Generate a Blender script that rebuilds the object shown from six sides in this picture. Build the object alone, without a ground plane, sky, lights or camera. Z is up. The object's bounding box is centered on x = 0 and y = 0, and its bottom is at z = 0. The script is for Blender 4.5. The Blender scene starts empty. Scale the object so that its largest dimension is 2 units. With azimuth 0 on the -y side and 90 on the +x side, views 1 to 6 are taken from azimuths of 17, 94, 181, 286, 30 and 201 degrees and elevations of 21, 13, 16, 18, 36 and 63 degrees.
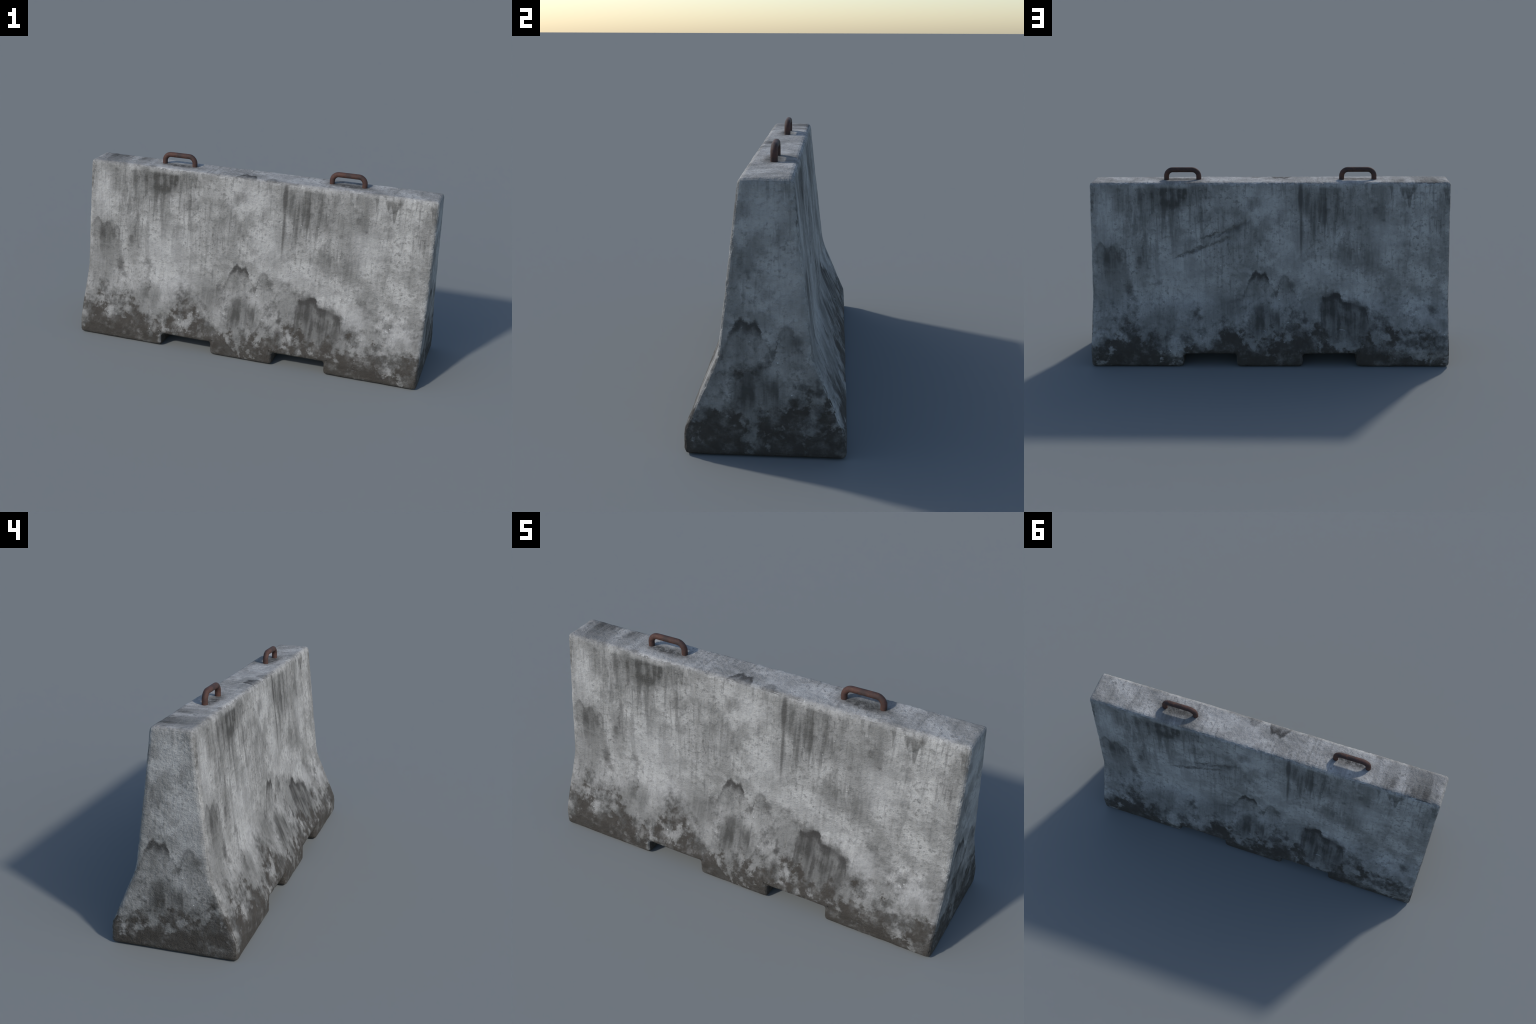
"""Weathered concrete road barrier: battered wall on a flared base, three feet
with two lifting slots between them, and two rusty bent-bar lifting handles."""
import bpy
import bmesh
import math
from mathutils import Vector, noise

# ------------------------------------------------------------------ sizes
HALF_LENGTH = 0.9985       # at the ground
END_BATTER = -0.0005       # the ends lean out by this much per metre of height
HEIGHT = 1.0075
SLOT_HEIGHT = 0.0735       # height of the two slots under the base
KERB = 0.092               # the base rises straight to here ...
KINK = 0.372               # ... then slopes in to here, then the wall begins
HW_BASE, HW_KINK, HW_TOP = 0.2925, 0.1700, 0.0950
MID_FOOT, OUTER_FOOT = 0.184, 0.481    # |x| of the slot sides
SKEW = 0.0065              # the casting stands very slightly askew
EDGE_ROUND = 0.0185


def smooth_corner(z, z0, r, below, above):
    """0 below z0, 1 above it, blended over +-r"""
    t = min(1.0, max(0.0, (z - z0 + r) / (2 * r)))
    return below + (above - below) * t * t * (3 - 2 * t)


def half_width(z):
    """half thickness of the wall at height z, with softly rounded kinks"""
    def sharp(q):
        if q < KERB:
            return HW_BASE
        if q < KINK:
            return HW_BASE + (HW_KINK - HW_BASE) * (q - KERB) / (KINK - KERB)
        return HW_KINK + (HW_TOP - HW_KINK) * (q - KINK) / (HEIGHT - KINK)
    r = 0.012 + 0.022 * smooth_corner(z, 0.2, 0.1, 0, 1)
    return sum(sharp(z + r * k / 4) for k in range(-4, 5)) / 9


def half_length(z):
    return HALF_LENGTH - END_BATTER * z


# ------------------------------------------------------------ body as a grid
def spaced(stops, step):
    out = [stops[0]]
    for a, b in zip(stops, stops[1:]):
        n = max(1, round((b - a) / step))
        out += [a + (b - a) * (k + 1) / n for k in range(n)]
    return out


def build_body():
    margin = 0.024          # first grid line beside each edge that gets rounded
    xs = spaced([-1, -1 + margin, -OUTER_FOOT - margin, -OUTER_FOOT, -OUTER_FOOT + margin, -MID_FOOT - margin, -MID_FOOT, -MID_FOOT + margin,
                 MID_FOOT - margin, MID_FOOT, MID_FOOT + margin, OUTER_FOOT - margin, OUTER_FOOT, OUTER_FOOT + margin, 1 - margin, 1], 0.0185)
    zs = spaced([0, margin, SLOT_HEIGHT - margin, SLOT_HEIGHT, SLOT_HEIGHT + margin, KINK, HEIGHT - margin, HEIGHT], 0.0185)
    ny = 8
    ys = [-1 + 2 * k / ny for k in range(ny + 1)]

    def solid(i, j, k):
        if not (0 <= i < len(xs) - 1 and 0 <= j < ny and 0 <= k < len(zs) - 1):
            return False
        xm = abs(xs[i] + xs[i + 1]) / 2
        return not (zs[k + 1] <= SLOT_HEIGHT + 1e-6 and MID_FOOT < xm < OUTER_FOOT)

    bm = bmesh.new()
    made = {}

    def vert(i, j, k):
        if (i, j, k) not in made:
            z = zs[k]
            x = xs[i] * half_length(z) if abs(xs[i]) > 0.6 else xs[i]
            made[i, j, k] = bm.verts.new((x, ys[j] * half_width(z), z))
        return made[i, j, k]

    sides = [((1, 0, 0), [(1, 0, 0), (1, 1, 0), (1, 1, 1), (1, 0, 1)]),
             ((-1, 0, 0), [(0, 0, 0), (0, 0, 1), (0, 1, 1), (0, 1, 0)]),
             ((0, 1, 0), [(0, 1, 0), (0, 1, 1), (1, 1, 1), (1, 1, 0)]),
             ((0, -1, 0), [(0, 0, 0), (1, 0, 0), (1, 0, 1), (0, 0, 1)]),
             ((0, 0, 1), [(0, 0, 1), (1, 0, 1), (1, 1, 1), (0, 1, 1)]),
             ((0, 0, -1), [(0, 0, 0), (0, 1, 0), (1, 1, 0), (1, 0, 0)])]
    for i in range(len(xs) - 1):
        for j in range(ny):
            for k in range(len(zs) - 1):
                if not solid(i, j, k):
                    continue
                for d, quad in sides:
                    if not solid(i + d[0], j + d[1], k + d[2]):
                        bm.faces.new([vert(i + a, j + b, k + c) for a, b, c in quad])
    bm.normal_update()
    sharp = [e for e in bm.edges if e.is_manifold and e.calc_face_angle(0) > math.radians(40)]
    bmesh.ops.bevel(bm, geom=sharp, offset=EDGE_ROUND, offset_type='OFFSET', segments=3,
                    profile=0.5, affect='EDGES', clamp_overlap=False)
    me = bpy.data.meshes.new("body_source")
    bm.to_mesh(me)
    bm.free()
    source = bpy.data.objects.new("body_source", me)
    bpy.context.scene.collection.objects.link(source)
    sub = source.modifiers.new("fine", 'SUBSURF')
    sub.subdivision_type = 'SIMPLE'
    sub.levels = sub.render_levels = 2
    graph = bpy.context.evaluated_depsgraph_get()
    fine = bpy.data.meshes.new_from_object(source.evaluated_get(graph))
    bpy.data.objects.remove(source)
    return fine


# --------------------------------------------------------------- relief
# a broken scrape runs up the back face: (along, height) in the back's own
# left-to-right coordinate
SCRAPES = [[(-0.53, 0.592), (-0.476, 0.611), (-0.441, 0.620), (-0.412, 0.636), (-0.366, 0.640), (-0.300, 0.661)],
           [(-0.332, 0.704), (-0.286, 0.725), (-0.215, 0.744), (-0.147, 0.778), (-0.115, 0.813)],
           [(-0.28, 0.675), (-0.24, 0.697), (-0.20, 0.69)]]
POPOUTS = [(-0.94, 0.15), (-0.49, 0.155), (-0.05, 0.155), (0.40, 0.155), (0.885, 0.15)]


def segment_distance(u, v, a, b):
    du, dv = b[0] - a[0], b[1] - a[1]
    t = max(0.0, min(1.0, ((u - a[0]) * du + (v - a[1]) * dv) / (du * du + dv * dv)))
    return math.hypot(u - a[0] - t * du, v - a[1] - t * dv)


def relief(p, n):
    """how far the surface moves along its normal at p"""
    q = Vector(p)
    d = 0.0016 * noise.noise(q * 4.0) + 0.0011 * noise.fractal(q * 17.0, 1.0, 2.0, 3)
    # broken arrises: pull the rounded edges in where the noise is high
    gaps = sorted((half_length(p.z) - abs(p.x), half_width(p.z) - abs(p.y), HEIGHT - p.z))
    near = max(0.0, 1.0 - gaps[1] / 0.024)
    if near > 0:
        c = noise.fractal(q * 48.0 + Vector((7, 3, 1)), 0.8, 2.0, 2)
        big = noise.noise(q * 9.0 + Vector((2, 9, 4)))
        d -= near * max(0.0, c + 0.35 * big) * 0.0075
        d += near * 0.0022 * c
    if p.y > 0 and n.y > 0.6:
        u = -p.x
        if -0.6 < u < -0.05 and 0.55 < p.z < 0.85:
            w = 0.014 * noise.fractal(q * 38.0, 0.8, 2.0, 3)
            for line in SCRAPES:
                s = min(segment_distance(u, p.z, a, b) for a, b in zip(line, line[1:])) + w
                d -= 0.004 * max(0.0, 1.0 - abs(s) / 0.012)
        for cu, cv in POPOUTS:
            r = math.hypot(u - cu, p.z - cv)
            if r < 0.075 and p.z > 0.1:
                r += 0.008 * noise.noise(q * 30.0)
                up = 0.5 + 0.5 * max(0.0, (0.7 * (u - cu) + 0.7 * (p.z - cv)) / max(r, 1e-3))
                d -= 0.006 * up * max(0.0, 1.0 - abs(r - 0.052) / 0.009)
                if r < 0.05:
                    d += 0.003 * noise.noise(q * 38.0)
    return d


def weather(me):
    normals = [Vector(v.normal) for v in me.vertices]
    spots = [Vector(v.co) for v in me.vertices]
    for v, p, n in zip(me.vertices, spots, normals):
        c = p + n * relief(p, n)
        c.z = max(c.z, 0.0)
        c.y += SKEW * c.x
        v.co = c
    return spots


# ------------------------------------------------------------ node helpers
class Nodes:
    def __init__(self, tree):
        self.t = tree

    def new(self, kind, **kw):
        n = self.t.nodes.new(kind)
        for k, v in kw.items():
            setattr(n, k, v)
        return n

    def put(self, sock, value):
        if isinstance(value, bpy.types.NodeSocket):
            self.t.links.new(value, sock)
        else:
            sock.default_value = value

    def math(self, op, a, b=0.0, c=None, clamp=False):
        n = self.new("ShaderNodeMath", operation=op, use_clamp=clamp)
        self.put(n.inputs[0], a)
        self.put(n.inputs[1], b)
        if c is not None:
            self.put(n.inputs[2], c)
        return n.outputs[0]

    def vec(self, op, a, b=(0, 0, 0)):
        n = self.new("ShaderNodeVectorMath", operation=op)
        self.put(n.inputs[0], a)
        self.put(n.inputs[1], b)
        return n.outputs["Value"] if op in ("LENGTH", "DOT_PRODUCT") else n.outputs[0]

    def step(self, x, lo, hi, a=0.0, b=1.0):
        n = self.new("ShaderNodeMapRange", interpolation_type='SMOOTHSTEP')
        self.put(n.inputs["Value"], x)
        for s, v in zip(("From Min", "From Max", "To Min", "To Max"), (lo, hi, a, b)):
            self.put(n.inputs[s], v)
        return n.outputs[0]

    def noise(self, p, scale, detail=3.0, rough=0.55, stretch=None, colour=False):
        if stretch:
            p = self.vec("MULTIPLY", p, stretch)
        n = self.new("ShaderNodeTexNoise", noise_dimensions='3D')
        self.put(n.inputs["Vector"], p)
        n.inputs["Scale"].default_value = scale
        n.inputs["Detail"].default_value = detail
        n.inputs["Roughness"].default_value = rough
        return n.outputs["Color" if colour else "Fac"]

    def curve(self, x, points):
        """piecewise linear line over u in -1..1"""
        n = self.new("ShaderNodeFloatCurve")
        self.put(n.inputs["Value"], self.math("MULTIPLY_ADD", x, 0.5, 0.5))
        c = n.mapping.curves[0]
        pts = [((u + 1) / 2, v) for u, v in points]
        c.points[0].location, c.points[-1].location = pts[0], pts[-1]
        for q in pts[1:-1]:
            c.points.new(*q)
        for q in c.points:
            q.handle_type = 'VECTOR'
        n.mapping.update()
        return n.outputs[0]

    def mix(self, f, a, b, blend='MIX'):
        n = self.new("ShaderNodeMix", data_type='RGBA', blend_type=blend)
        self.put(n.inputs["Factor"], f)
        for s, v in ((n.inputs["A"], a), (n.inputs["B"], b)):
            pass
        ins = [s for s in n.inputs if s.type == 'RGBA']
        self.put(ins[0], a)
        self.put(ins[1], b)
        return [s for s in n.outputs if s.type == 'RGBA'][0]

    def mixf(self, f, a, b):
        n = self.new("ShaderNodeMix", data_type='FLOAT')
        ins = [s for s in n.inputs if s.type == 'VALUE']
        self.put(ins[0], f)
        self.put(ins[1], a)
        self.put(ins[2], b)
        return [s for s in n.outputs if s.type == 'VALUE'][0]

    def bigger(self, values):
        out = values[0]
        for v in values[1:]:
            out = self.math("MAXIMUM", out, v)
        return out


def spot_group():
    """one soft elliptical stain: 1 inside, fading over Softness to 0"""
    g = bpy.data.node_groups.new("soft_stain", 'ShaderNodeTree')
    for name, kind in (("Point", 'NodeSocketVector'), ("Centre", 'NodeSocketVector'),
                       ("Inverse Size", 'NodeSocketVector'), ("Softness", 'NodeSocketFloat'),
                       ("Strength", 'NodeSocketFloat')):
        g.interface.new_socket(name, in_out='INPUT', socket_type=kind)
    g.interface.new_socket("Stain", in_out='OUTPUT', socket_type='NodeSocketFloat')
    n = Nodes(g)
    a, b = n.new("NodeGroupInput"), n.new("NodeGroupOutput")
    d = n.vec("SUBTRACT", a.outputs["Point"], a.outputs["Centre"])
    r = n.vec("LENGTH", n.vec("MULTIPLY", d, a.outputs["Inverse Size"]))
    lo = n.math("SUBTRACT", 1.0, a.outputs["Softness"])
    hi = n.math("ADD", 1.0, a.outputs["Softness"])
    s = n.step(r, lo, hi, 1.0, 0.0)
    n.put(b.inputs["Stain"], n.math("MULTIPLY", s, a.outputs["Strength"]))
    return g


def concrete_material():
    mat = bpy.data.materials.new("weathered_concrete")
    mat.use_nodes = True
    n = Nodes(mat.node_tree)
    bsdf = mat.node_tree.nodes["Principled BSDF"]
    spot = spot_group()

    def spots(point, rows):
        out = []
        for cu, cv, ru, rv, soft, strength in rows:
            g = n.new("ShaderNodeGroup", node_tree=spot)
            n.put(g.inputs["Point"], point)
            g.inputs["Centre"].default_value = (cu, cv, 0)
            g.inputs["Inverse Size"].default_value = (1 / ru, 1 / rv, 0)
            g.inputs["Softness"].default_value = soft
            g.inputs["Strength"].default_value = strength
            out.append(g.outputs[0])
        return n.bigger(out)

    tc = n.new("ShaderNodeTexCoord")
    obj = tc.outputs["Object"]
    sp, sn = n.new("ShaderNodeSeparateXYZ"), n.new("ShaderNodeSeparateXYZ")
    n.put(sp.inputs[0], obj)
    n.put(sn.inputs[0], tc.outputs["Normal"])
    x, y, z = sp.outputs
    nx, ny, nz = sn.outputs
    # the same weathering pattern is laid on every side, read left to right
    on_end = n.math("GREATER_THAN", n.math("ABSOLUTE", nx), 0.72)
    on_top = n.math("GREATER_THAN", nz, 0.72)
    on_back = n.math("GREATER_THAN", ny, 0.0)
    sx = n.math("MULTIPLY", x, n.mixf(n.math("MAXIMUM", n.math("SUBTRACT", 1.0, on_back), on_top), -1.0, 1.0))
    u = n.mixf(on_end, sx, n.math("MULTIPLY", y, n.math("SIGN", nx)))
    v = n.mixf(on_top, z, n.math("ADD", y, 0.535))
    side = n.mixf(on_end, n.math("MULTIPLY", on_back, 3.1), n.math("MULTIPLY", n.math("SIGN", nx), 1.7))
    flat = n.new("ShaderNodeCombineXYZ")
    n.put(flat.inputs[0], u)
    n.put(flat.inputs[1], v)
    p = flat.outputs[0]
    sided = n.new("ShaderNodeCombineXYZ")
    n.put(sided.inputs[0], u)
    n.put(sided.inputs[1], v)
    n.put(sided.inputs[2], side)
    ps = sided.outputs[0]

    def warped(q, parts):
        for scale, amount, stretch in parts:
            w = n.vec("SUBTRACT", n.noise(q, scale, 3.0, 0.6, stretch, True), (0.5, 0.5, 0.5))
            w = n.vec("MULTIPLY", w, (amount, amount, 0))
            p2 = n.vec("ADD", q, w)
            q = p2
        return q
    pw = warped(p, [(14.0, 0.06, None), (55.0, 0.022, None)])        # blotchy
    pj = warped(p, [(15.0, 0.026, None), (38.0, 0.018, None), (95.0, 0.014, None)])      # crisp
    pd = warped(p, [(30.0, 0.022, (1.0, 0.35, 1.0))])               # runs downwards

    sj = n.new("ShaderNodeSeparateXYZ")
    n.put(sj.inputs[0], pj)
    uj, vj = sj.outputs[0], sj.outputs[1]
    sd = n.new("ShaderNodeSeparateXYZ")
    n.put(sd.inputs[0], pd)
    ud, vd = sd.outputs[0], sd.outputs[1]

    # ---- fine-to-coarse mottling of the bare concrete
    cloud = n.noise(pw, 4.2, 5.0, 0.6)
    patch = n.noise(p, 11.0, 5.0, 0.62)
    fine = n.noise(p, 46.0, 4.0, 0.65)
    grain = n.noise(p, 170.0, 3.0, 0.7)
    runs = n.noise(p, 9.0, 4.0, 0.6, (2.6, 0.32, 1.0))

    # ---- tide lines: stains with a ragged upper edge, strongest at that edge
    tide = n.curve(uj, [(-1.0, 0.62), (-0.983, 0.633), (-0.957, 0.668), (-0.941, 0.684), (-0.925, 0.652),
                        (-0.906, 0.622), (-0.889, 0.660), (-0.868, 0.662), (-0.856, 0.612), (-0.843, 0.590),
                        (-0.831, 0.652), (-0.808, 0.626), (-0.796, 0.55), (-0.75, 0.40), (-0.62, 0.27), (-0.36, 0.25), (-0.30, 0.33),
                        (-0.243, 0.347), (-0.186, 0.367), (-0.152, 0.380), (-0.128, 0.428), (-0.115, 0.475),
                        (-0.098, 0.502), (-0.078, 0.524), (-0.053, 0.496), (-0.031, 0.515), (-0.012, 0.494),
                        (-0.006, 0.455), (0.018, 0.425), (0.036, 0.388), (0.054, 0.468), (0.080, 0.502), (0.104, 0.479),
                        (0.113, 0.437), (0.140, 0.405), (0.20, 0.28), (0.28, 0.22), (0.291, 0.384), (0.326, 0.376),
                        (0.347, 0.386), (0.369, 0.399), (0.391, 0.389), (0.402, 0.354), (0.444, 0.350),
                        (0.508, 0.336), (0.538, 0.316), (0.550, 0.262), (0.575, 0.18), (0.62, 0.1), (1.0, 0.1)])
    rimpow = n.curve(uj, [(-1.0, 0.2), (-0.95, 0.45), (-0.90, 0.5), (-0.82, 0.45), (-0.79, 0.1), (-0.4, 0.0), (-0.25, 0.15),
                          (-0.15, 0.42), (-0.125, 0.3), (-0.105, 0.85), (-0.015, 0.95), (-0.003, 0.15),
                          (0.018, 0.35), (0.036, 0.8), (0.055, 0.35), (0.08, 0.22), (0.11, 0.42), (0.14, 0.3), (0.17, 0.0), (0.28, 0.0),
                          (0.30, 0.8), (0.38, 0.95), (0.41, 0.75), (0.5, 0.75), (0.545, 0.9), (0.57, 0.1), (0.6, 0.0), (1.0, 0.0)])
    bodypow = n.curve(uj, [(-1.0, 0.34), (-0.84, 0.42), (-0.78, 0.22), (-0.6, 0.05), (-0.32, 0.08), (-0.2, 0.22), (-0.12, 0.30), (-0.1, 0.5),
                           (-0.01, 0.45), (0.02, 0.25), (0.05, 0.3), (0.15, 0.3), (0.2, 0.1), (0.28, 0.1), (0.3, 0.95), (0.4, 0.95), (0.52, 0.85), (0.57, 0.3), (0.63, 0.0), (1.0, 0.0)])
    depth = n.math("SUBTRACT", tide, vj)
    thick = n.math("MULTIPLY", n.math("MULTIPLY_ADD", patch, 0.045, 0.008), n.math("MULTIPLY_ADD", rimpow, 0.9, 0.35))
    rim = n.math("MULTIPLY", n.step(depth, -0.006, 0.010), n.step(depth, n.math("MULTIPLY", thick, 0.5), n.math("MULTIPLY", thick, 1.9), 1.0, 0.0))
    rim = n.math("MULTIPLY", rim, rimpow)
    body = n.math("MULTIPLY", n.step(depth, n.math("MULTIPLY_ADD", rimpow, 0.024, -0.026), n.math("MULTIPLY_ADD", rimpow, -0.05, 0.055)), n.step(depth, 0.05, 0.32, 1.0, 0.35))
    body = n.math("MULTIPLY", body, bodypow)
    body = n.math("MULTIPLY", body, n.step(n.math("ADD", n.math("MULTIPLY", runs, 0.5), n.math("MULTIPLY", patch, 0.5)), 0.38, 0.58, 0.3, 1.25))

    body = n.math("MULTIPLY", body, n.mixf(on_top, 1.0, 0.45))

    # ---- drips hanging from the top edge
    drip = n.curve(ud, [(-1.0, 0.84), (-0.972, 0.855), (-0.966, 1.03), (-0.945, 0.985), (-0.925, 0.985), (-0.92, 1.03), (-0.86, 1.03),
                        (-0.835, 0.96), (-0.81, 1.03), (-0.72, 1.02), (-0.69, 0.93), (-0.66, 0.955), (-0.64, 0.90), (-0.60, 0.945),
                        (-0.57, 0.89), (-0.53, 0.92), (-0.50, 0.95), (-0.455, 0.955), (-0.428, 0.928), (-0.415, 0.965), (-0.393, 0.912), (-0.378, 0.965),
                        (-0.352, 0.888), (-0.34, 1.03), (-0.325, 0.98), (-0.30, 0.98), (-0.292, 1.03), (-0.128, 1.03), (-0.121, 0.97), (-0.112, 1.03), (0.55, 1.03),
                        (0.562, 0.95), (0.585, 1.03), (0.659, 1.03), (0.672, 0.895), (0.684, 1.03), (0.715, 0.98), (0.737, 0.912),
                        (0.745, 0.965), (0.770, 0.842), (0.790, 0.945), (0.815, 0.975), (0.82, 1.03), (0.872, 1.03), (0.882, 0.905), (0.89, 1.03), (0.955, 1.03), (0.965, 0.89), (0.985, 0.875), (1.0, 0.9)])
    drippow = n.curve(ud, [(-1.0, 0.6), (-0.96, 0.5), (-0.9, 0.6), (-0.85, 0.25), (-0.7, 0.62), (-0.45, 0.65), (-0.35, 0.7), (-0.3, 0.55), (-0.1, 0.45),
                           (0.5, 0.3), (0.66, 0.5), (0.77, 0.72), (0.82, 0.6), (0.88, 0.5), (0.96, 0.5), (1.0, 0.5)])
    hang = n.math("SUBTRACT", vd, drip)
    drips = n.math("MULTIPLY", n.step(hang, -0.008, 0.018), drippow)
    drips = n.math("MULTIPLY", drips, n.step(fine, 0.3, 0.6, 0.7, 1.1))

    # ---- broad grey blotches, (across, up, half width, half height, softness, strength)
    blotch = spots(pw, [
        (-0.54, 0.93, 0.20, 0.075, 0.5, 0.74), (-0.84, 0.92, 0.035, 0.07, 0.7, 0.3), (-0.56, 0.85, 0.05, 0.035, 0.7, 0.42),
        (-0.40, 0.84, 0.055, 0.07, 0.7, 0.4), (-0.68, 0.83, 0.06, 0.10, 0.8, 0.22), (-0.09, 0.895, 0.035, 0.028, 0.6, 0.42),
        (-0.25, 0.83, 0.10, 0.10, 0.8, 0.22), (-0.22, 0.66, 0.12, 0.14, 0.8, 0.25), (0.36, 0.88, 0.13, 0.13, 0.6, 0.6), (0.25, 0.88, 0.07, 0.11, 0.4, 0.42),
        (0.43, 0.89, 0.035, 0.07, 0.7, 0.5), (0.27, 0.75, 0.07, 0.12, 0.8, 0.28), (0.43, 0.65, 0.04, 0.08, 0.7, 0.3),
        (0.54, 0.64, 0.05, 0.11, 0.7, 0.3), (0.62, 0.84, 0.06, 0.05, 0.8, 0.25), (0.94, 0.80, 0.06, 0.06, 0.7, 0.3),
        (-0.90, 0.52, 0.09, 0.14, 0.7, 0.40), (-0.72, 0.55, 0.05, 0.11, 0.7, 0.35), 
        (-0.90, 0.33, 0.14, 0.06, 0.8, 0.25), (-0.65, 0.25, 0.22, 0.05, 0.8, 0.28),
        (-0.32, 0.27, 0.14, 0.07, 0.8, 0.30), (-0.06, 0.25, 0.05, 0.09, 0.6, 0.72), (0.03, 0.23, 0.08, 0.08, 0.7, 0.65), (-0.06, 0.435, 0.05, 0.05, 0.6, 0.45), (0.09, 0.42, 0.045, 0.05, 0.7, 0.4), (-0.20, 0.31, 0.10, 0.05, 0.7, 0.45),
        (0.43, 0.22, 0.13, 0.10, 0.6, 0.68), (0.345, 0.315, 0.06, 0.085, 0.5, 0.72), (0.47, 0.275, 0.085, 0.06, 0.6, 0.6), (-0.90, 0.585, 0.095, 0.075, 0.5, 0.5), (0.93, 0.22, 0.07, 0.04, 0.7, 0.5), (0.70, 0.45, 0.10, 0.10, 0.9, 0.12)])
    blotch = n.math("MULTIPLY", blotch, n.step(n.math("ADD", n.math("MULTIPLY", patch, 0.5), n.math("MULTIPLY", runs, 0.5)), 0.38, 0.58, 0.6, 1.5))

    # ---- small crisp dark marks
    marks = spots(pj, [
        (-0.086, 0.487, 0.02, 0.012, 0.5, 0.5),
        (0.194, 0.275, 0.008, 0.03, 0.6, 0.6), (0.196, 0.250, 0.015, 0.014, 0.5, 0.75), (0.198, 0.18, 0.016, 0.032, 0.6, 0.6),
        (0.288, 0.26, 0.006, 0.10, 0.6, 0.6), 
        (0.384, 0.235, 0.012, 0.06, 0.5, 0.8), 
        (-0.692, 0.705, 0.012, 0.035, 0.7, 0.45), (-0.710, 0.63, 0.007, 0.06, 0.7, 0.5), (-0.728, 0.572, 0.012, 0.022, 0.6, 0.55),
        
        (-0.012, 0.31, 0.014, 0.04, 0.7, 0.45), (0.036, 0.388, 0.012, 0.014, 0.5, 0.7), (0.015, 0.378, 0.012, 0.010, 0.6, 0.5),
        (0.12, 0.437, 0.016, 0.02, 0.6, 0.45), (-0.165, 0.382, 0.02, 0.010, 0.7, 0.45), (0.324, 0.85, 0.018, 0.014, 0.7, 0.4),
        (0.566, 0.905, 0.014, 0.012, 0.7, 0.45), (0.584, 0.855, 0.012, 0.02, 0.7, 0.45), (0.497, 0.763, 0.012, 0.010, 0.7, 0.4),
        (0.633, 0.80, 0.012, 0.008, 0.7, 0.4), (-0.08, 0.72, 0.010, 0.03, 0.7, 0.4), (-0.055, 0.68, 0.008, 0.02, 0.7, 0.4),
        (-0.62, 0.45, 0.014, 0.012, 0.7, 0.45), (0.015, 0.60, 0.02, 0.02, 0.8, 0.3), (0.70, 0.36, 0.012, 0.010, 0.7, 0.4),
        (-0.65, 0.857, 0.009, 0.02, 0.7, 0.4)])

    seam = spots(p, [(0.171, 0.925, 0.014, 0.085, 0.5, 0.78), (0.174, 0.75, 0.0075, 0.13, 0.6, 0.66)])
    seam = n.math("MULTIPLY", seam, n.mixf(on_top, 1.0, 0.0))
    smudges = spots(pw, [
        (0.368, 0.372, 0.026, 0.022, 0.7, 0.85), (0.395, 0.352, 0.02, 0.02, 0.8, 0.6), (0.516, 0.312, 0.028, 0.022, 0.7, 0.9), (0.535, 0.290, 0.018, 0.02, 0.8, 0.75),
        (0.46, 0.326, 0.07, 0.028, 0.8, 0.65), (0.37, 0.27, 0.05, 0.04, 0.8, 0.45), (0.335, 0.335, 0.045, 0.05, 0.8, 0.6), (0.45, 0.25, 0.10, 0.05, 0.9, 0.35), (0.345, 0.31, 0.035, 0.06, 0.9, 0.5), (0.545, 0.235, 0.03, 0.05, 0.9, 0.45), (-0.065, 0.31, 0.035, 0.022, 0.8, 0.45),
        (-0.91, 0.60, 0.02, 0.03, 0.8, 0.5), (-0.84, 0.60, 0.015, 0.03, 0.8, 0.45), (-0.79, 0.41, 0.018, 0.045, 0.8, 0.6), (-0.758, 0.368, 0.018, 0.014, 0.8, 0.5)])

    # ---- baked shade and dirt painted dark under the handles, on the top only
    grime_shade = spots(obj, [(0.49, -0.004, 0.105, 0.030, 0.7, 0.95), (-0.49, -0.010, 0.105, 0.030, 0.7, 0.95)])
    grime_shade = n.math("MULTIPLY", n.math("MULTIPLY", grime_shade, on_top), n.step(fine, 0.35, 0.6, 0.5, 1.0))

    # ---- dirt and relief shading painted dark along the scrape, on the back only
    rot = n.new("ShaderNodeVectorRotate", rotation_type='Z_AXIS')
    n.put(rot.inputs["Vector"], warped(p, [(32.0, 0.05, None), (110.0, 0.022, None)]))
    rot.inputs["Center"].default_value = (-0.33, 0.68, 0)
    rot.inputs["Angle"].default_value = -0.36
    scrape = spots(rot.outputs[0], [
        (-0.505, 0.667, 0.05, 0.005, 0.8, 0.6), (-0.45, 0.667, 0.032, 0.012, 0.8, 0.75), (-0.385, 0.670, 0.04, 0.012, 0.8, 0.7),
        (-0.325, 0.667, 0.04, 0.005, 0.8, 0.6), (-0.32, 0.713, 0.05, 0.006, 0.8, 0.7), (-0.24, 0.700, 0.045, 0.009, 0.8, 0.6),
        (-0.17, 0.702, 0.04, 0.016, 0.9, 0.55), (-0.265, 0.668, 0.05, 0.014, 0.9, 0.5), (-0.12, 0.708, 0.02, 0.012, 0.8, 0.4)])
    plain_back = n.math("MULTIPLY", on_back, n.math("SUBTRACT", 1.0, n.math("MAXIMUM", on_end, on_top)))
    scrape = n.math("MULTIPLY", scrape, plain_back)

    # ---- mud splashed up from the ground
    splash = n.noise(ps, 7.0, 6.0, 0.66)
    splash2 = n.noise(ps, 24.0, 4.0, 0.6)
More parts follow.
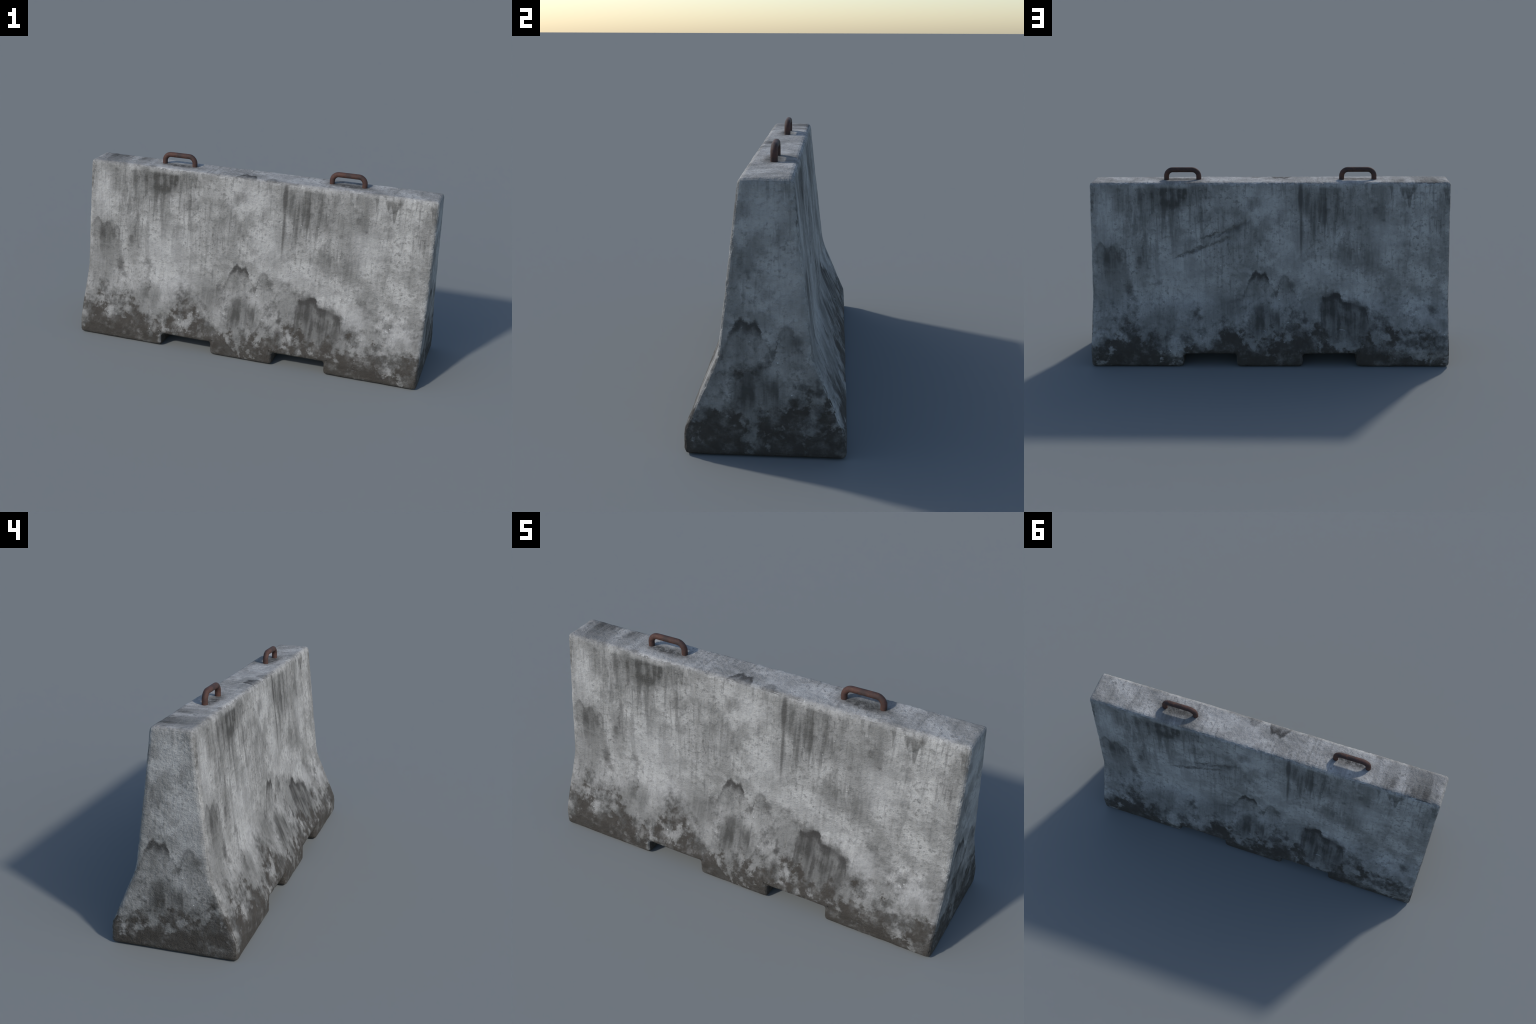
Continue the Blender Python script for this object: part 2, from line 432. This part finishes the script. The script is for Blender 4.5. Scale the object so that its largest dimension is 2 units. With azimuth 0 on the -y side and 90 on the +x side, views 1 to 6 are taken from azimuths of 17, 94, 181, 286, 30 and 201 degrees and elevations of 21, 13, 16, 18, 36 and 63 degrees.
    mud_front = n.curve(uj, [(-1.0, 0.10), (-0.964, 0.12), (-0.884, 0.20), (-0.766, 0.165), (-0.636, 0.165), (-0.56, 0.115), (-0.47, 0.09),
                             (-0.419, 0.19), (-0.275, 0.18), (-0.209, 0.165), (-0.129, 0.12), (-0.023, 0.125), (0.046, 0.125), (0.14, 0.165),
                             (0.195, 0.195), (0.256, 0.175), (0.361, 0.16), (0.501, 0.15), (0.562, 0.13), (0.633, 0.17), (0.727, 0.165),
                             (0.784, 0.105), (0.833, 0.095), (0.919, 0.14), (0.966, 0.18), (1.0, 0.17)])
    mud_back = n.curve(uj, [(-1.0, 0.06), (-0.915, 0.105), (-0.872, 0.12), (-0.805, 0.15), (-0.771, 0.185), (-0.713, 0.17), (-0.672, 0.12), (-0.64, 0.14),
                            (-0.593, 0.105), (-0.532, 0.09), (-0.447, 0.12), (-0.39, 0.135), (-0.348, 0.16), (-0.262, 0.17), (-0.205, 0.155), (-0.162, 0.12),
                            (-0.112, 0.10), (-0.023, 0.11), (0.016, 0.14), (0.101, 0.14), (0.194, 0.185), (0.261, 0.15), (0.45, 0.125), (0.556, 0.135),
                            (0.649, 0.165), (0.698, 0.135), (0.75, 0.10), (0.821, 0.065), (0.892, 0.11), (0.918, 0.145), (0.963, 0.115), (1.0, 0.09)])
    mud_line = n.mixf(on_end, n.mixf(on_back, mud_front, mud_back), 0.16)
    level = n.math("ADD", n.math("MULTIPLY_ADD", splash, 0.80, -0.40), n.math("MULTIPLY_ADD", splash2, 0.40, -0.20))
    reach = n.math("SUBTRACT", n.math("ADD", level, n.math("SUBTRACT", mud_line, 0.014)), v)
    mud = n.step(reach, -0.045, 0.036, 0.0, 0.95)
    halo = n.step(reach, -0.32, 0.0, 0.0, 1.0)
    halo = n.math("MULTIPLY", halo, n.step(patch, 0.38, 0.60, 0.25, 1.0))
    # pale scuffs inside the mud
    scuff = n.math("MULTIPLY", n.step(n.noise(ps, 13.0, 5.0, 0.65), 0.44, 0.66), n.step(splash2, 0.34, 0.60))
    mud = n.math("MULTIPLY", mud, n.math("SUBTRACT", 1.0, n.math("MULTIPLY", scuff, n.step(v, 0.0, 0.1, 0.5, 0.7))))
    mud = n.math("MULTIPLY", mud, n.math("SUBTRACT", 1.0, on_top))

    # ---- put the colours together
    pale, mid = (0.425, 0.418, 0.402, 1), (0.225, 0.222, 0.211, 1)
    base = n.mix(n.step(n.math("ADD", n.math("MULTIPLY", cloud, 0.55), n.math("MULTIPLY", patch, 0.45)), 0.40, 0.60), mid, pale)
    base = n.mix(n.step(fine, 0.50, 0.68, 0.0, 0.8), base, (0.165, 0.163, 0.155, 1))
    threads = n.noise(p, 26.0, 3.0, 0.6, (2.4, 0.22, 1.0))
    base = n.mix(n.math("MULTIPLY", n.step(threads, 0.52, 0.70), n.step(v, 0.2, 0.8, 0.2, 0.55)), base, (0.135, 0.133, 0.126, 1))
    base = n.mix(n.step(grain, 0.53, 0.72, 0.0, 0.5), base, (0.17, 0.168, 0.16, 1))
    base = n.mix(n.step(grain, 0.40, 0.22, 0.0, 0.5), base, (0.45, 0.445, 0.43, 1))
    run_mask = n.math("MULTIPLY", n.step(runs, 0.47, 0.66), n.step(v, 0.30, 0.95, 0.25, 0.75))
    run_zone = n.curve(u, [(-1.0, 0.85), (-0.85, 0.75), (-0.7, 1.0), (-0.4, 1.0), (-0.33, 0.5), (-0.1, 0.35), (0.15, 0.45), (0.25, 1.0), (0.45, 1.0),
                           (0.56, 0.7), (0.68, 0.4), (0.85, 0.35), (0.95, 0.7), (1.0, 0.8)])
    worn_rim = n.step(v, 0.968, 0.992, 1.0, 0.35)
    run_mask = n.math("MULTIPLY", run_mask, n.math("MULTIPLY", run_zone, worn_rim))
    base = n.mix(run_mask, base, (0.115, 0.113, 0.107, 1))
    bleach = spots(pw, [(-0.42, 0.37, 0.09, 0.08, 0.9, 0.45), (0.90, 0.27, 0.09, 0.05, 0.9, 0.5), (-0.92, 0.80, 0.05, 0.14, 0.9, 0.45), (0.64, 0.70, 0.09, 0.10, 0.9, 0.4),
                        (-0.50, 0.52, 0.13, 0.12, 0.9, 0.4), (-0.02, 0.90, 0.10, 0.07, 0.9, 0.4), (0.10, 0.62, 0.09, 0.12, 0.9, 0.35), (0.27, 0.50, 0.13, 0.06, 0.9, 0.4), (0.47, 0.425, 0.10, 0.045, 0.9, 0.4),
                        (-0.93, 0.44, 0.05, 0.04, 0.9, 0.45), (0.62, 0.30, 0.06, 0.08, 0.9, 0.4), (0.70, 0.94, 0.03, 0.05, 0.9, 0.3)])
    base = n.mix(bleach, base, (0.44, 0.435, 0.425, 1))
    grey = n.math("MULTIPLY", n.bigger([blotch, drips, body, halo]), worn_rim)
    colour = n.mix(n.math("MULTIPLY", grey, 0.95, clamp=True), base, (0.066, 0.064, 0.059, 1))
    dark = n.bigger([rim, seam, marks, smudges, grime_shade, scrape])
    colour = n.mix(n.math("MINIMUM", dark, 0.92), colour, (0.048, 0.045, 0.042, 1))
    # air holes, and surface sparkle painted in as bright specks
    vor = n.new("ShaderNodeTexVoronoi")
    n.put(vor.inputs["Vector"], pj)
    vor.inputs["Scale"].default_value = 34.0
    pore = n.math("MULTIPLY", n.step(vor.outputs["Distance"], 0.10, 0.26, 1.0, 0.0), n.step(patch, 0.46, 0.60))
    colour = n.mix(n.math("MULTIPLY", pore, 0.48), colour, (0.10, 0.10, 0.098, 1))
    vor2 = n.new("ShaderNodeTexVoronoi")
    n.put(vor2.inputs["Vector"], p)
    vor2.inputs["Scale"].default_value = 26.0
    glint = n.math("MULTIPLY", n.step(vor2.outputs["Distance"], 0.03, 0.10, 1.0, 0.0), n.step(cloud, 0.50, 0.58))
    colour = n.mix(n.math("MULTIPLY", glint, 0.7), colour, (0.62, 0.62, 0.61, 1))
    colour = n.mix(mud, colour, n.mix(splash2, (0.037, 0.032, 0.027, 1), (0.058, 0.051, 0.043, 1)))
    n.put(bsdf.inputs["Base Color"], colour)
    n.put(bsdf.inputs["Roughness"], n.step(fine, 0.3, 0.7, 0.92, 0.78))
    bsdf.inputs["Specular IOR Level"].default_value = 0.25

    h = n.math("ADD", n.math("MULTIPLY", fine, 0.9), n.math("MULTIPLY", grain, 0.35))
    bump = n.new("ShaderNodeBump")
    bump.inputs["Strength"].default_value = 0.8
    bump.inputs["Distance"].default_value = 0.010
    n.put(bump.inputs["Height"], h)
    n.put(bsdf.inputs["Normal"], bump.outputs[0])
    return mat


def rust_material():
    mat = bpy.data.materials.new("rusty_steel")
    mat.use_nodes = True
    n = Nodes(mat.node_tree)
    bsdf = mat.node_tree.nodes["Principled BSDF"]
    tc = n.new("ShaderNodeTexCoord")
    p = tc.outputs["Object"]
    a = n.noise(p, 22.0, 5.0, 0.65)
    b = n.noise(p, 120.0, 4.0, 0.7)
    c = n.noise(p, 38.0, 4.0, 0.6)
    col = n.mix(n.step(a, 0.36, 0.62), (0.042, 0.026, 0.023, 1), (0.080, 0.036, 0.027, 1))
    col = n.mix(n.step(c, 0.55, 0.72, 0.0, 0.7), col, (0.115, 0.050, 0.029, 1))
    col = n.mix(n.step(b, 0.5, 0.75, 0.0, 0.5), col, (0.030, 0.022, 0.022, 1))
    n.put(bsdf.inputs["Base Color"], col)
    bsdf.inputs["Metallic"].default_value = 0.0
    bsdf.inputs["Roughness"].default_value = 0.72
    bsdf.inputs["Specular IOR Level"].default_value = 0.35
    bump = n.new("ShaderNodeBump")
    bump.inputs["Strength"].default_value = 0.5
    bump.inputs["Distance"].default_value = 0.003
    n.put(bump.inputs["Height"], n.math("ADD", b, a))
    n.put(bsdf.inputs["Normal"], bump.outputs[0])
    return mat


# ------------------------------------------------------------------ handles
def build_handle():
    """round bar bent into a flat-topped loop, its legs cast into the wall"""
    bar, reach, crown, bend = 0.0143, 0.0903, 1.0633 - HEIGHT, 0.0365
    path = [(-reach, -0.03), (-reach, -0.01), (-reach, 0.004), (-reach, (crown - bend) * 0.6)]
    for k in range(11):
        a = math.pi - k * math.pi / 20
        path.append((-reach + bend + bend * math.cos(a), crown - bend + bend * math.sin(a)))
    for k in range(1, 8):
        path.append((-(reach - bend) + 2 * (reach - bend) * k / 8, crown))
    path += [(-x, z) for x, z in reversed(path[:15])]
    sides = 20
    bm = bmesh.new()
    rings = []
    for k, (x, z) in enumerate(path):
        x0, z0 = path[max(0, k - 1)]
        x1, z1 = path[min(len(path) - 1, k + 1)]
        t = Vector((x1 - x0, 0, z1 - z0)).normalized()
        across = Vector((-t.z, 0, t.x))
        ring = []
        for s in range(sides):
            a = s * math.tau / sides
            d = across * math.cos(a) + Vector((0, 1, 0)) * math.sin(a)
            c = Vector((x, 0, z))
            r = bar * (1 + 0.03 * noise.noise((c + d * bar) * 60))
            ring.append(bm.verts.new(c + d * r))
        rings.append(ring)
    for a, b in zip(rings, rings[1:]):
        for s in range(sides):
            bm.faces.new((a[s], a[(s + 1) % sides], b[(s + 1) % sides], b[s]))
    bm.faces.new(list(reversed(rings[0])))
    bm.faces.new(rings[-1])
    bmesh.ops.recalc_face_normals(bm, faces=bm.faces)
    me = bpy.data.meshes.new("lifting_handle")
    bm.to_mesh(me)
    bm.free()
    for f in me.polygons:
        f.use_smooth = len(f.vertices) == 4
    return me


# ------------------------------------------------------------------ assembly
def regions(me, spots):
    """group faces: feet below the slot roof, the flared base, the wall above"""
    out = {}
    for f in me.polygons:
        c = sum((spots[i] for i in f.vertices), Vector()) / len(f.vertices)
        if c.z < SLOT_HEIGHT - 0.0005:
            key = ("foot", 0 if abs(c.x) < (MID_FOOT + OUTER_FOOT) / 2 else (1 if c.x > 0 else -1))
        elif c.z < KINK:
            key = ("flared_base", 0)
        else:
            key = ("wall", 0)
        out.setdefault(key, []).append(f)
    return out


def main():
    scene = bpy.context.scene.collection
    root = bpy.data.objects.new("concrete_barrier", None)
    root.empty_display_size = 0.2
    root["label"] = "weathered grey concrete road barrier with two rusty lifting handles"
    root["category"] = "road barrier"
    scene.objects.link(root)

    concrete, rust = concrete_material(), rust_material()
    whole = build_body()
    spots = weather(whole)
    whole.update()
    normals = [Vector(v.normal) for v in whole.vertices]
    groups = regions(whole, spots)
    parts = {}
    for key in sorted(groups, key=lambda k: (k[0], k[1])):
        faces, index, coords, polys, nrm = groups[key], {}, [], [], []
        for f in faces:
            poly = []
            for i in f.vertices:
                if i not in index:
                    index[i] = len(coords)
                    coords.append(whole.vertices[i].co.copy())
                    nrm.append(normals[i])
                poly.append(index[i])
            polys.append(poly)
        me = bpy.data.meshes.new(key[0])
        me.from_pydata(coords, [], polys)
        me.polygons.foreach_set("use_smooth", [True] * len(me.polygons))
        me.materials.append(concrete)
        me.update()
        me.normals_split_custom_set_from_vertices(nrm)
        ob = bpy.data.objects.new(key[0], me)
        scene.objects.link(ob)
        parts[key] = ob
    base = parts["flared_base", 0]
    for key, ob in parts.items():
        ob.parent = base if key[0] == "foot" else root
    bpy.data.meshes.remove(whole)

    handle = build_handle()
    handle.materials.append(rust)
    for x in (-0.490, 0.490):
        ob = bpy.data.objects.new("lifting_handle", handle)
        ob.location = (x, 0.002 + SKEW * x, HEIGHT)
        ob.rotation_euler = (0, 0, SKEW)
        ob.parent = root
        scene.objects.link(ob)


main()
